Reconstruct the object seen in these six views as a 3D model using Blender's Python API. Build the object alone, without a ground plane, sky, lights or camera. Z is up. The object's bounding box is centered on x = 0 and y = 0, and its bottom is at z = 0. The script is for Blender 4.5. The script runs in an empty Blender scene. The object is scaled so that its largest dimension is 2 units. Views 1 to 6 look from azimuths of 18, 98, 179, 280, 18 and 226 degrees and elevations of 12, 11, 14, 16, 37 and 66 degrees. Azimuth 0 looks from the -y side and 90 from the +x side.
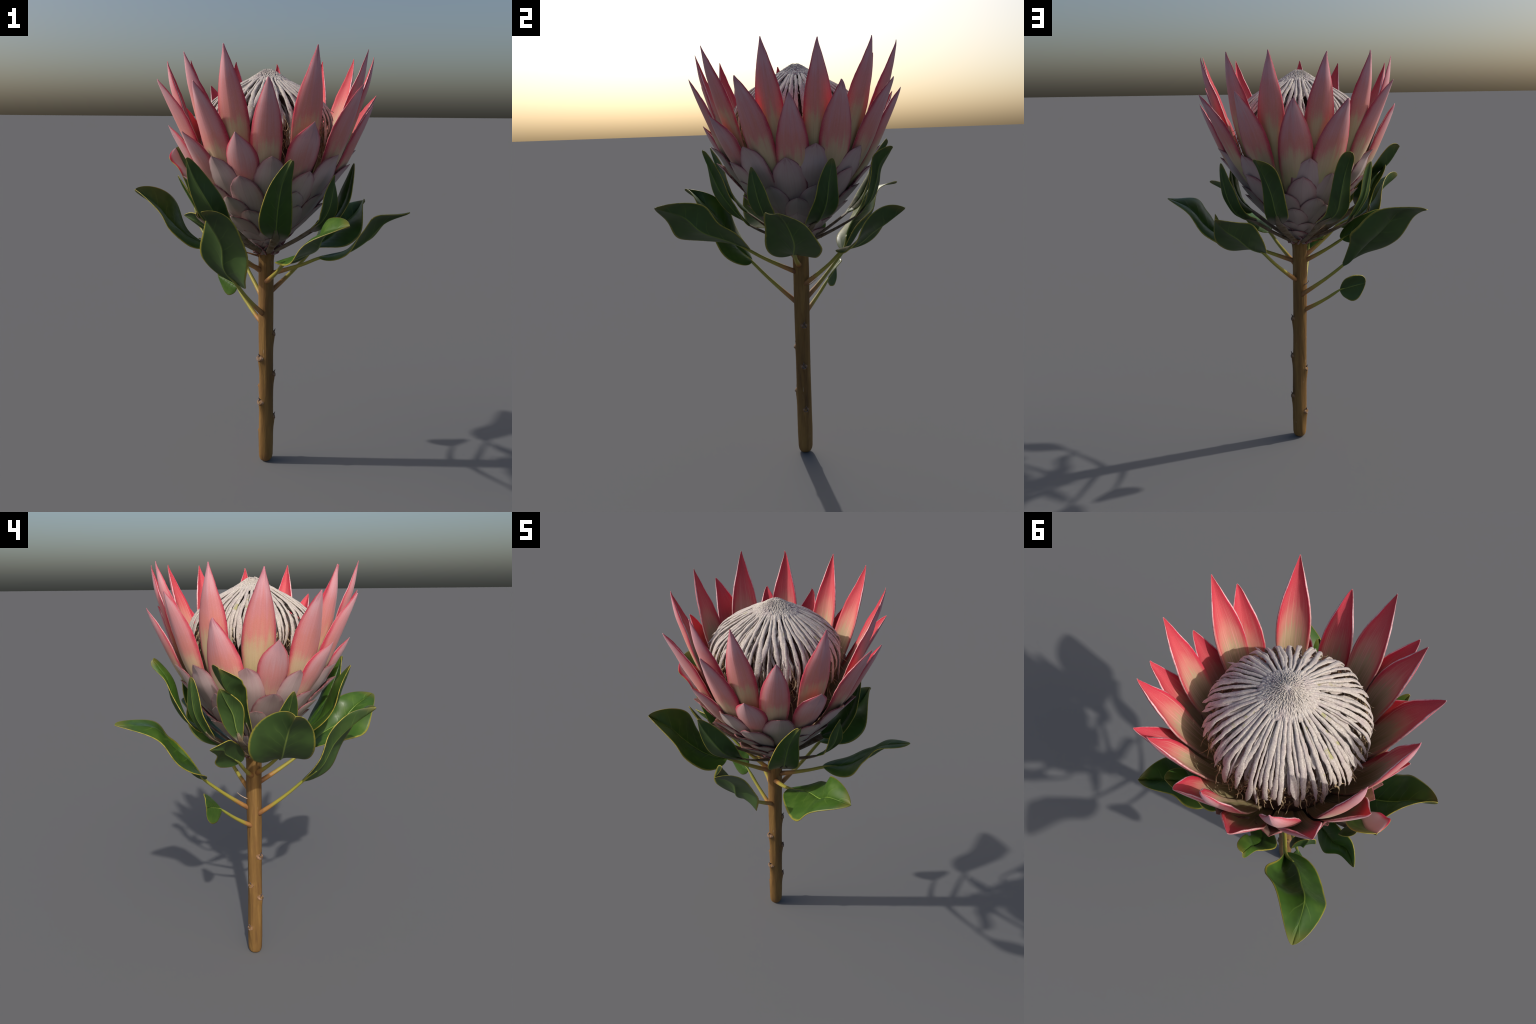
"""A cut king-protea style flower standing upright: woody stem with leaf scars,
stalked leathery leaves, clasping upper leaves, a cup of overlapping bracts and a
pointed dome of felted florets.  Everything is grown from a few rules:
every bract is a tip position on a set of cup profiles, every leaf is a midrib
with the reach of its two margins at three stations."""
import bpy, math, random
import numpy as np

rng = np.random.default_rng(7)
random.seed(7)
AXIS = np.array([-0.058, 0.040])          # vertical axis of the flower head
STEM_FOOT = np.array([-0.055, 0.045, 0.0])


# --------------------------------------------------------------- node helpers
class Mat:
    """small wrapper that makes node trees readable"""
    def __init__(self, name):
        self.m = bpy.data.materials.new(name)
        self.m.use_nodes = True
        self.t = self.m.node_tree
        self.bsdf = self.t.nodes["Principled BSDF"]
        self.out = self.t.nodes["Material Output"]
        self.tc = self.t.nodes.new("ShaderNodeTexCoord")

    def put(self, sock, v):
        if v is None:
            return
        if isinstance(v, bpy.types.NodeSocket):
            self.t.links.new(v, sock)
        elif isinstance(v, (tuple, list)):
            sock.default_value = (*v, 1.0) if (len(v) == 3 and sock.type == "RGBA") else v
        else:
            sock.default_value = v

    def math(self, op, a, b=None, clamp=False):
        n = self.t.nodes.new("ShaderNodeMath")
        n.operation, n.use_clamp = op, clamp
        self.put(n.inputs[0], a)
        self.put(n.inputs[1], b)
        return n.outputs[0]

    def gen(self):
        s = self.t.nodes.new("ShaderNodeSeparateXYZ")
        self.t.links.new(self.tc.outputs["Generated"], s.inputs[0])
        return s.outputs[0], s.outputs[1], s.outputs[2]

    def scaled(self, src, scale):
        n = self.t.nodes.new("ShaderNodeMapping")
        self.t.links.new(self.tc.outputs[src], n.inputs[0])
        n.inputs["Scale"].default_value = scale
        return n.outputs[0]

    def noise(self, vec, scale, detail=3, rough=0.55, w=None):
        n = self.t.nodes.new("ShaderNodeTexNoise")
        self.t.links.new(vec, n.inputs["Vector"])
        n.inputs["Scale"].default_value = scale
        n.inputs["Detail"].default_value = detail
        n.inputs["Roughness"].default_value = rough
        if w is not None:
            n.noise_dimensions = "4D"
            self.put(n.inputs["W"], w)
        return n.outputs["Fac"]

    def ramp(self, fac, stops, smooth=True):
        n = self.t.nodes.new("ShaderNodeValToRGB")
        n.color_ramp.interpolation = "EASE" if smooth else "LINEAR"
        el = n.color_ramp.elements
        while len(el) < len(stops):
            el.new(0.5)
        for e, (p, c) in zip(el, stops):
            e.position = p
            e.color = (*c, 1) if isinstance(c, tuple) else (c, c, c, 1)
        self.put(n.inputs[0], fac)
        return n.outputs[0]

    def mix(self, fac, a, b, blend="MIX"):
        n = self.t.nodes.new("ShaderNodeMix")
        n.data_type, n.blend_type = "RGBA", blend
        self.put(n.inputs[0], fac)
        self.put(n.inputs[6], a)
        self.put(n.inputs[7], b)
        return n.outputs[2]

    def span(self, v, lo, hi, a=0.0, b=1.0):
        n = self.t.nodes.new("ShaderNodeMapRange")
        n.interpolation_type = "SMOOTHSTEP"
        for k, x in enumerate((v, lo, hi, a, b)):
            self.put(n.inputs[k], x)
        return n.outputs[0]

    def rand(self):
        return self.t.nodes.new("ShaderNodeObjectInfo").outputs["Random"]

    def bump(self, height, strength, dist=0.002):
        n = self.t.nodes.new("ShaderNodeBump")
        n.inputs["Strength"].default_value = strength
        n.inputs["Distance"].default_value = dist
        self.put(n.inputs["Height"], height)
        self.t.links.new(n.outputs[0], self.bsdf.inputs["Normal"])

    def finish(self, colour, rough=0.6, spec=0.35, **kw):
        self.put(self.bsdf.inputs["Base Color"], colour)
        self.put(self.bsdf.inputs["Roughness"], rough)
        self.bsdf.inputs["Specular IOR Level"].default_value = spec
        for k, v in kw.items():
            self.put(self.bsdf.inputs[k.replace("_", " ")], v)
        return self.m


def edge_of(m, y):
    """0 on the midline, 1 on the margins"""
    return m.math("ABSOLUTE", m.math("SUBTRACT", m.math("MULTIPLY", y, 2.0), 1.0))


# ------------------------------------------------------------------ materials
def bract_outer(name, stops, red=1.0, hem_colour=(0.52, 0.016, 0.060), hem_from=0.70):
    """outer face: cream base, coral middle, mauve-pink bloom at the top, crimson hem"""
    m = Mat(name)
    s, y, _ = m.gen()
    e = edge_of(m, y)
    who = m.math("MULTIPLY", m.rand(), 40)
    streak = m.math("ADD", m.math("MULTIPLY", m.noise(m.scaled("Generated", (1.3, 9, 1)), 1.0, 3, w=who), 0.65), m.math("MULTIPLY", m.noise(m.scaled("Generated", (1.6, 30, 1)), 1.0, 3, w=who), 0.35))
    cloud = m.noise(m.scaled("Object", (9, 9, 9)), 1.0, 3)
    pos = m.math("ADD", s, m.math("MULTIPLY", m.math("SUBTRACT", streak, 0.5), 0.34))
    pos = m.math("ADD", pos, m.math("MULTIPLY", m.math("SUBTRACT", cloud, 0.5), 0.16))
    pos = m.math("ADD", pos, m.math("MULTIPLY", m.math("POWER", e, 3.0), 0.05))
    col = m.ramp(pos, stops)
    # crimson band just inside the margin, strongest on the upper half
    hem = m.math("MULTIPLY", m.span(m.math("ADD", e, m.math("MULTIPLY", m.math("SUBTRACT", cloud, 0.5), 0.18)), hem_from, 0.95), m.span(s, 0.30, 0.60))
    hem = m.math("MULTIPLY", hem, m.math("MULTIPLY", m.span(cloud, 0.2, 0.6, 0.55, 1.0), red))
    halo = m.math("MULTIPLY", m.span(e, 0.42, 0.90), m.span(s, 0.42, 0.66, 0.0, 0.42 * red))
    col = m.mix(halo, col, tuple(0.6 * a + 0.4 * b for a, b in zip(hem_colour, (0.70, 0.22, 0.22))))
    col = m.mix(hem, col, hem_colour)
    grain = m.noise(m.scaled("Object", (1, 1, 1)), 420, 2, 0.7)
    col = m.mix(m.span(grain, 0.35, 0.75, 0.0, 0.13), col, (0.86, 0.72, 0.72))
    ribs = m.noise(m.scaled("Generated", (0.8, 34, 1)), 1.0, 2)
    col = m.mix(m.span(ribs, 0.35, 0.7, 0.0, 0.10), col, (0.42, 0.14, 0.13))
    m.bump(m.math("ADD", m.math("MULTIPLY", grain, 0.4), ribs), 0.22, 0.002)
    return m.finish(col, 0.62, 0.28, Sheen_Weight=0.15, Sheen_Roughness=0.4)


def bract_inner(name, shift=0.0):
    """inner face: olive-cream base, salmon striping, saturated red towards tip and hems"""
    m = Mat(name)
    s, y, _ = m.gen()
    e = edge_of(m, y)
    streak = m.noise(m.scaled("Generated", (1.2, 30, 1)), 1.0, 3, w=m.math("MULTIPLY", m.rand(), 40))
    pos = m.math("ADD", s, m.math("MULTIPLY", m.math("SUBTRACT", streak, 0.5), 0.34))
    pos = m.math("ADD", pos, m.math("MULTIPLY", m.math("POWER", e, 2.0), 0.13))
    pos = m.math("ADD", pos, shift)
    col = m.ramp(pos, [(0.38, (0.34, 0.28, 0.13)), (0.58, (0.54, 0.40, 0.24)), (0.68, (0.66, 0.24, 0.19)),
                       (0.79, (0.63, 0.085, 0.105)), (0.95, (0.58, 0.050, 0.080))])
    hem = m.math("MULTIPLY", m.span(e, 0.66, 0.95), m.span(s, 0.42, 0.66))
    col = m.mix(m.math("MULTIPLY", hem, 0.85), col, (0.62, 0.018, 0.06))
    pale = m.span(streak, 0.50, 0.68, 0.0, 0.55)
    col = m.mix(m.math("MULTIPLY", pale, m.span(s, 0.97, 0.6)), col, (0.80, 0.52, 0.42))
    grain = m.noise(m.scaled("Object", (1, 1, 1)), 380, 2, 0.7)
    col = m.mix(m.span(grain, 0.4, 0.75, 0.0, 0.10), col, (0.85, 0.45, 0.42))
    m.bump(m.math("ADD", m.math("MULTIPLY", grain, 0.4), streak), 0.3, 0.0025)
    return m.finish(col, 0.55, 0.3)


def bract_rim():
    m = Mat("bract_rim_pale_pink")
    s, _, _ = m.gen()
    n = m.noise(m.scaled("Object", (60, 60, 60)), 1.0, 3)
    col = m.ramp(s, [(0.3, (0.40, 0.30, 0.20)), (0.6, (0.60, 0.30, 0.28)), (0.85, (0.86, 0.52, 0.54)), (1.0, (0.60, 0.34, 0.34))])
    col = m.mix(m.span(n, 0.45, 0.70, 0.0, 0.5), col, (0.45, 0.05, 0.09))
    return m.finish(col, 0.6, 0.3)


def scale_rim():
    m = Mat("scale_rim_wine_red")
    n = m.noise(m.scaled("Object", (70, 70, 70)), 1.0, 3)
    return m.finish(m.ramp(n, [(0.35, (0.14, 0.035, 0.05)), (0.6, (0.36, 0.13, 0.14)), (0.75, (0.50, 0.34, 0.28))]), 0.7, 0.2)


def leaf_skin(name, under=False, mealy=False, blush=False):
    m = Mat(name)
    s, y, _ = m.gen()
    e = edge_of(m, y)
    big = m.noise(m.scaled("Object", (7, 7, 7)), 1.0, 4)
    fine = m.noise(m.scaled("Object", (60, 60, 60)), 1.0, 3)
    if under:
        col = m.ramp(big, [(0.3, (0.034, 0.066, 0.017)), (0.55, (0.046, 0.092, 0.022)), (0.75, (0.066, 0.120, 0.030))])
    else:
        col = m.ramp(big, [(0.3, (0.027, 0.068, 0.008)), (0.5, (0.042, 0.102, 0.012)), (0.72, (0.074, 0.146, 0.021))])
    # side veins sweep forward from the midrib
    sweep = m.math("SUBTRACT", m.math("MULTIPLY", s, 7.0), m.math("MULTIPLY", e, 1.7))
    sweep = m.math("ADD", sweep, m.math("MULTIPLY", big, 0.9))
    ridge = m.math("ABSOLUTE", m.math("SUBTRACT", m.math("FRACT", sweep), 0.5))
    vein = m.math("MULTIPLY", m.span(ridge, 0.07, 0.0), m.span(e, 0.75, 0.15, 0.0, 0.22 if not under else 0.14))
    col = m.mix(vein, col, (0.20, 0.33, 0.06))
    rib = m.math("MULTIPLY", m.span(e, 0.055, 0.015), m.span(s, 0.97, 0.55, 0.15, 0.9))
    col = m.mix(rib, col, (0.27, 0.40, 0.07) if not under else (0.19, 0.27, 0.06))
    hem = m.span(m.math("ADD", e, m.math("MULTIPLY", m.math("SUBTRACT", fine, 0.5), 0.06)), 0.93, 0.985)
    col = m.mix(m.math("MULTIPLY", hem, 0.8), col, (0.30, 0.26, 0.035))
    tip = m.math("MULTIPLY", m.span(s, 0.90, 1.0), 0.35)
    col = m.mix(tip, col, (0.26, 0.19, 0.04))
    if mealy:
        grey = m.span(m.math("ADD", s, m.math("MULTIPLY", big, 0.10)), 0.20, 0.08)
        col = m.mix(m.math("MULTIPLY", grey, 0.85), col, (0.26, 0.21, 0.19))
    if blush:                                     # half leaf, half bract: one flank turns mauve with a crimson hem
        flank = m.math("MULTIPLY", m.span(m.math("ADD", y, m.math("MULTIPLY", m.math("SUBTRACT", big, 0.5), 0.25)), *((0.42, 0.60) if blush > 0 else (0.58, 0.40))), m.span(s, 0.36, 0.50))
        pink = m.mix(m.span(e, 0.72, 0.95), (0.50, 0.36, 0.37), (0.55, 0.03, 0.08))
        col = m.mix(flank, col, pink)
    m.bump(m.math("ADD", m.math("MULTIPLY", vein, -2.0), big), 0.22, 0.004)
    return m.finish(col, m.span(fine, 0.3, 0.7, 0.36, 0.48) if not under else 0.52, 0.36)


def leaf_rim():
    m = Mat("leaf_rim_yellow")
    n = m.noise(m.scaled("Object", (45, 45, 45)), 1.0, 3)
    return m.finish(m.ramp(n, [(0.35, (0.23, 0.22, 0.03)), (0.55, (0.42, 0.36, 0.06)), (0.75, (0.50, 0.32, 0.10))]), 0.5, 0.4)


def stalk_skin(name, brown=0.0):
    m = Mat(name)
    s, y, _ = m.gen()
    n = m.noise(m.scaled("Object", (40, 40, 40)), 1.0, 3)
    p = m.math("ADD", s, m.math("MULTIPLY", m.math("SUBTRACT", n, 0.5), 0.2))
    p = m.math("SUBTRACT", p, brown)
    col = m.ramp(p, [(0.0, (0.22, 0.10, 0.045)), (0.16, (0.40, 0.20, 0.06)), (0.34, (0.36, 0.31, 0.05)), (1.0, (0.25, 0.28, 0.045))])
    return m.finish(col, 0.5, 0.4)


def stem_bark():
    m = Mat("stem_brown_bark")
    long = m.noise(m.scaled("Object", (38, 38, 3.2)), 1.0, 5, 0.6)
    blot = m.noise(m.scaled("Object", (9, 9, 6)), 1.0, 4)
    fine = m.noise(m.scaled("Object", (160, 160, 18)), 1.0, 3)
    col = m.ramp(long, [(0.28, (0.100, 0.050, 0.018)), (0.46, (0.185, 0.100, 0.030)), (0.64, (0.250, 0.140, 0.042)), (0.80, (0.32, 0.19, 0.065))])
    col = m.mix(m.span(blot, 0.52, 0.72, 0.0, 0.55), col, (0.19, 0.088, 0.036))
    col = m.mix(m.span(fine, 0.55, 0.75, 0.0, 0.3), col, (0.15, 0.075, 0.025))
    speck = m.noise(m.scaled("Object", (150, 150, 16)), 1.0, 1)
    col = m.mix(m.span(speck, 0.76, 0.79, 0.0, 0.5), col, (0.50, 0.41, 0.30))
    m.bump(m.math("ADD", long, fine), 0.6, 0.004)
    return m.finish(col, m.span(fine, 0.3, 0.7, 0.52, 0.72), 0.28)


def plain(name, stops, scale, rough=0.8, spec=0.2, bump=0.0):
    m = Mat(name)
    n = m.noise(m.scaled("Object", (scale,) * 3), 1.0, 4)
    if bump:
        m.bump(n, bump, 0.003)
    return m.finish(m.ramp(n, stops), rough, spec)


def floret_felt(name, low=False):
    """mealy grey-white felt with rosy lower ends and yellow-green strays"""
    m = Mat(name)
    sep = m.t.nodes.new("ShaderNodeSeparateXYZ")
    m.t.links.new(m.tc.outputs["Object"], sep.inputs[0])
    z = sep.outputs[2]
    r = m.rand()
    grain = m.noise(m.scaled("Object", (1, 1, 1)), 170, 4, 0.7)
    patch = m.noise(m.scaled("Object", (26, 26, 26)), 1.0, 3, w=m.math("MULTIPLY", r, 30))
    col = m.ramp(grain, [(0.28, (0.38, 0.33, 0.29)), (0.5, (0.60, 0.54, 0.485)), (0.72, (0.80, 0.745, 0.68))])
    col = m.mix(m.span(patch, 0.42, 0.70, 0.0, 0.5), col, (0.46, 0.37, 0.385))
    green = m.math("MULTIPLY", m.span(patch, 0.56, 0.68), m.math("GREATER_THAN", r, 0.80))
    col = m.mix(m.math("MULTIPLY", green, 0.7), col, (0.42, 0.42, 0.10))
    drop = m.span(z, 1.70, 1.58)
    col = m.mix(m.math("MULTIPLY", drop, 0.45), col, (0.50, 0.27, 0.24) if low else (0.50, 0.36, 0.35))
    m.bump(grain, 0.6, 0.004)
    return m.finish(col, 0.9, 0.12, Sheen_Weight=0.25, Sheen_Roughness=0.5)


PINK = [(0.42, (0.47, 0.40, 0.19)), (0.57, (0.60, 0.45, 0.25)), (0.69, (0.70, 0.235, 0.200)), (0.79, (0.70, 0.250, 0.260)), (0.92, (0.71, 0.335, 0.390)), (1.0, (0.58, 0.18, 0.25))]
PINK_MID = [(0.40, (0.50, 0.43, 0.22)), (0.55, (0.62, 0.44, 0.27)), (0.68, (0.68, 0.230, 0.205)), (0.82, (0.68, 0.275, 0.300)), (0.95, (0.67, 0.360, 0.410)), (1.0, (0.52, 0.20, 0.27))]
PINK_LOW = [(0.38, (0.48, 0.38, 0.25)), (0.56, (0.60, 0.37, 0.27)), (0.70, (0.62, 0.235, 0.230)), (0.88, (0.63, 0.325, 0.360)), (1.0, (0.50, 0.27, 0.32))]
MAUVE = [(0.35, (0.30, 0.235, 0.23)), (0.60, (0.44, 0.335, 0.33)), (0.80, (0.53, 0.395, 0.395)), (0.95, (0.51, 0.35, 0.375)), (1.0, (0.38, 0.22, 0.25))]  # darkened slightly: shade on the cup's unlit side is mixed into this mauve
GREY = [(0.30, (0.26, 0.21, 0.20)), (0.65, (0.38, 0.31, 0.30)), (0.9, (0.45, 0.365, 0.36)), (1.0, (0.34, 0.24, 0.24))]
M_OUT = {"tall": bract_outer("tall_bract_pink", PINK), "mid": bract_outer("middle_bract_pink", PINK_MID),
         "low": bract_outer("lower_bract_pink", PINK_LOW), "scale": bract_outer("scale_bract_mauve", MAUVE, 0.85, (0.20, 0.030, 0.060), 0.84),
         "foot": bract_outer("foot_bract_grey", GREY, 0.6, (0.17, 0.05, 0.065), 0.86)}
M_IN = bract_inner("bract_inner_red")
M_RIM, M_RIM_LOW = bract_rim(), scale_rim()
M_LEAF, M_UNDER, M_UNDER_MEAL = leaf_skin("leaf_upper_green"), leaf_skin("leaf_under_green", True), leaf_skin("leaf_under_mealy", True, True)
M_BLUSH = {k: leaf_skin("leafy_bract_blush", False, False, k) for k in (1, -1)}
M_LRIM = leaf_rim()
M_STALK = stalk_skin("leaf_stalk_yellow")
M_STALK_BROWN = plain("leaf_stalk_mealy", [(0.35, (0.13, 0.085, 0.045)), (0.55, (0.20, 0.155, 0.11)), (0.75, (0.27, 0.22, 0.19))], 28, 0.65, 0.25)
M_STEM = stem_bark()
M_SCAR = plain("scar_brown", [(0.35, (0.13, 0.065, 0.03)), (0.6, (0.30, 0.17, 0.09)), (0.75, (0.45, 0.34, 0.26))], 70, 0.7, 0.3, 0.3)
M_SCAR_DARK = plain("scar_cut_dark", [(0.4, (0.07, 0.05, 0.045)), (0.65, (0.22, 0.17, 0.15))], 90)
M_DRY = plain("dry_scale_brown", [(0.35, (0.12, 0.05, 0.02)), (0.6, (0.25, 0.12, 0.05)), (0.8, (0.42, 0.26, 0.15))], 45)
M_IN_LOW = plain("scale_inner_dull_pink", [(0.35, (0.26, 0.15, 0.13)), (0.65, (0.40, 0.26, 0.22))], 22, 0.6, 0.25)
M_TWIG = plain("dry_stipule_pale", [(0.35, (0.34, 0.22, 0.13)), (0.65, (0.62, 0.50, 0.42))], 60)
M_CORE = plain("flower_core_brown", [(0.35, (0.10, 0.065, 0.05)), (0.65, (0.20, 0.14, 0.11))], 30)
M_FELT, M_FELT_LOW = floret_felt("floret_felt"), floret_felt("floret_felt_rosy", True)
M_HAIR = plain("style_hair_straw", [(0.35, (0.30, 0.20, 0.12)), (0.65, (0.52, 0.42, 0.26))], 25, 0.6, 0.3)


# ------------------------------------------------------------ geometry helpers
ROOT = bpy.data.objects.new("king_protea", None)
bpy.context.collection.objects.link(ROOT)
ROOT.location = STEM_FOOT
ROOT.empty_display_size = 0.1


def spline(ctrl, s):
    """Catmull-Rom through the control rows, s in 0..1"""
    c = np.asarray(ctrl, float)
    n = len(c) - 1
    e = np.vstack([2 * c[0] - c[1], c, 2 * c[-1] - c[-2]])
    x = np.clip(np.asarray(s) * n, 0, n - 1e-9)
    i = x.astype(int)
    f = (x - i)[:, None]
    a, b, d, g = e[i], e[i + 1], e[i + 2], e[i + 3]
    return 0.5 * (2 * b + (d - a) * f + (2 * a - 5 * b + 4 * d - g) * f ** 2 + (3 * b - a - 3 * d + g) * f ** 3)


def even(curve, s):
    """resample a dense polyline at fractions s of its length"""
    d = np.r_[0, np.cumsum(np.linalg.norm(np.diff(curve, axis=0), axis=1))]
    return np.stack([np.interp(np.asarray(s) * d[-1], d, curve[:, k]) for k in range(curve.shape[1])], 1), d[-1]


def unit(v):
    return v / (np.linalg.norm(v, axis=-1, keepdims=True) + 1e-12)


def add(name, parent, origin, verts, faces, mats, slots=None, flat=None, loc=None):
    """mesh object; `flat` is the unrolled blade (along, across, side): it is the rest
    shape, so Generated coordinates follow the grown blade"""
    me = bpy.data.meshes.new(name)
    verts = np.asarray(verts, float) - origin
    me.from_pydata((flat if flat is not None else verts).tolist(), [], faces)
    for m in mats:
        me.materials.append(m)
    me.polygons.foreach_set("use_smooth", [True] * len(faces))
    if slots is not None:
        me.polygons.foreach_set("material_index", slots)
    o = bpy.data.objects.new(name, me)
    bpy.context.collection.objects.link(o)
    o.parent = parent
    up = np.zeros(3)
    p = parent
    while p is not None:
        up = up + np.array(p.location)
        p = p.parent
    o.location = np.asarray(origin if loc is None else loc) - up
    if flat is not None:
        o.shape_key_add(name="rest", from_mix=False)
        k = o.shape_key_add(name="grown", from_mix=False)
        k.data.foreach_set("co", verts.astype(np.float32).ravel())
        k.value = 1.0
    me.update()
    return o


def blade(name, parent, origin, front, back, sx, mats):
    """closed thin solid between two grids (ns x nt x 3); slots: 0 front, 1 back, 2 rim"""
    ns, nt = front.shape[:2]
    verts = np.concatenate([front.reshape(-1, 3), back.reshape(-1, 3)])
    S, T = np.meshgrid(sx, np.linspace(0, 1, nt), indexing="ij")
    flat = np.concatenate([np.stack([S, T, np.ones_like(S)], -1).reshape(-1, 3), np.stack([S, T, np.zeros_like(S)], -1).reshape(-1, 3)])
    f, sl, K = [], [], ns * nt
    for i in range(ns - 1):
        for j in range(nt - 1):
            a, b, c, d = i * nt + j, i * nt + j + 1, (i + 1) * nt + j + 1, (i + 1) * nt + j
            f += [(a, b, c, d), (K + d, K + c, K + b, K + a)]
            sl += [0, 1]
    for i in range(ns - 1):
        for j, flip in ((0, False), (nt - 1, True)):
            a, d = i * nt + j, (i + 1) * nt + j
            q = (a, d, K + d, K + a)
            f.append(q[::-1] if flip else q)
            sl.append(2)
    for i, flip in ((0, True), (ns - 1, False)):
        for j in range(nt - 1):
            a, b = i * nt + j, i * nt + j + 1
            q = (a, K + a, K + b, b) if not flip else (b, K + b, K + a, a)
            f.append(q[::-1])
            sl.append(2)
    o = add(name, parent, origin, verts, f, mats, sl, flat)
    return o


def tube(path, ra, rb=None, up=(0, 0, 1), sides=10, ns=None):
    """verts/faces of a capped tube; ra, rb: half-axes along the path"""
    P = np.asarray(path)
    n = len(P)
    ra = np.broadcast_to(np.asarray(ra, float), (n,))
    rb = ra if rb is None else np.broadcast_to(np.asarray(rb, float), (n,))
    T = unit(np.gradient(P, axis=0))
    X = unit(np.cross(T, np.asarray(up, float)) + 1e-6)
    Y = np.cross(X, T)
    a = np.arange(sides) * 2 * np.pi / sides
    V = P[:, None] + (np.cos(a)[None, :, None] * X[:, None] * ra[:, None, None] + np.sin(a)[None, :, None] * Y[:, None] * rb[:, None, None])
    V = V.reshape(-1, 3)
    F = [(i * sides + k, i * sides + (k + 1) % sides, (i + 1) * sides + (k + 1) % sides, (i + 1) * sides + k) for i in range(n - 1) for k in range(sides)]
    F += [tuple(range(sides))[::-1], tuple((n - 1) * sides + k for k in range(sides))]
    return V, F


def wobble(n, amp, smooth=5):
    k = np.convolve(rng.normal(size=n + 2 * smooth), np.ones(smooth) / smooth, "same")[smooth:-smooth]
    return k * amp


def around(az):
    a = math.radians(az)
    return np.array([math.sin(a), -math.cos(a), 0.0]), np.array([math.cos(a), math.sin(a), 0.0])


# ------------------------------------------------------------------------ stem
def stem_centre(z):
    x = np.interp(z, [0, 0.4, 0.7, 0.95, 1.1], [-0.0535, -0.0545, -0.0590, -0.0600, -0.0590])
    y = np.interp(z, [0, 0.4, 0.7, 0.95, 1.1], [0.0445, 0.0435, 0.0440, 0.0450, 0.0420])
    return np.array([x, y, z])


def stem_radius(z):
    r = np.interp(z, [0.0, 0.004, 0.012, 0.03, 0.1, 0.6, 0.95, 1.05, 1.085, 1.12], [0.018, 0.027, 0.0325, 0.0350, 0.0365, 0.0362, 0.0370, 0.0375, 0.042, 0.05])
    return float(r)


# nodes: (azimuth, height, size) of the old leaf scars
SCARS = [(106, 0.680, 1.0), (100, 0.470, 1.0), (106, 0.241, 0.95), (326, 0.558, 1.15), (330, 0.327, 1.1), (246, 0.398, 0.9), (238, 0.153, 1.0)]


def build_stem():
    zs = np.r_[0, 0.004, 0.009, 0.016, np.linspace(0.03, 1.06, 150), 1.075, 1.09, 1.105, 1.12]
    sides = 40
    ang = np.arange(sides) * 2 * np.pi / sides
    ripple = rng.normal(size=(4, 3))
    V = []
    for z in zs:
        c, r = stem_centre(z), stem_radius(z)
        rr = np.full(sides, r)
        for k in range(4):
            rr += 0.0009 * np.sin((k + 2) * ang + 4 * ripple[k, 0] + z * 6 * ripple[k, 1]) * min(1, z * 40)
        for az, h, size in SCARS:
            d = (np.degrees(ang) - az + 180) % 360 - 180
            below = math.exp(-((z - h) / (0.050 if z < h else 0.007)) ** 2)      # cushion swells up to the scar
            rr += 0.0085 * size * below * np.exp(-(d / 28) ** 2)
        V.append(np.stack([c[0] + rr * np.sin(ang), c[1] - rr * np.cos(ang), np.full(sides, z)], 1))
    V = np.concatenate(V)
    n = len(zs)
    F = [(i * sides + k, i * sides + (k + 1) % sides, (i + 1) * sides + (k + 1) % sides, (i + 1) * sides + k) for i in range(n - 1) for k in range(sides)]
    F += [tuple(range(sides))[::-1], tuple((n - 1) * sides + k for k in range(sides))]
    stem = add("stem", ROOT, STEM_FOOT, V, F, [M_STEM])
    for az, h, size in SCARS:
        out, side = around(az)
        c = stem_centre(h) + out * (stem_radius(h) + 0.0062 * size)
        # a lens-shaped cut face with a small dry bud above it
        a = np.arange(14) * 2 * np.pi / 14
        ring = lambda k, push: c + out * push + (side[None] * np.cos(a)[:, None] * 0.0150 * k + (np.array([0, 0, 1.0]) * 0.8 + out * -0.25)[None] * np.sin(a)[:, None] * 0.0150 * k) * size
        V = np.concatenate([ring(1.25, -0.009), ring(1.0, 0.0015), ring(0.72, 0.0030), ring(0.55, 0.0008), [c + out * 0.0004]])
        F = [(r * 14 + k, r * 14 + (k + 1) % 14, (r + 1) * 14 + (k + 1) % 14, (r + 1) * 14 + k) for r in range(3) for k in range(14)]
        F += [(42 + k, 42 + (k + 1) % 14, 56) for k in range(14)]
        add("leaf_scar", stem, c, V, F, [M_SCAR, M_SCAR_DARK], [0] * 28 + [1] * 28)
        b = c + np.array([0, 0, 0.010 * size]) - out * 0.002
        path = b + np.linspace(0, 1, 6)[:, None] * (out * 0.006 + np.array([0, 0, 0.014]) + side * rng.normal() * 0.003)
        V, F = tube(path, np.linspace(0.004, 0.0012, 6) * size, up=out, sides=6)
        add("dry_bud", stem, b, V, F, [M_SCAR_DARK])
    return stem


def twig(name, parent, pts, r, mat):
    path, _ = even(spline(pts, np.linspace(0, 1, 40)), np.linspace(0, 1, 14))
    path = path + np.stack([wobble(14, 0.001), wobble(14, 0.001), wobble(14, 0.001)], 1)
    V, F = tube(path, np.linspace(r, r * 0.35, 14), sides=7)
    return add(name, parent, np.array(pts[0]), V, F, [mat])


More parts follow.
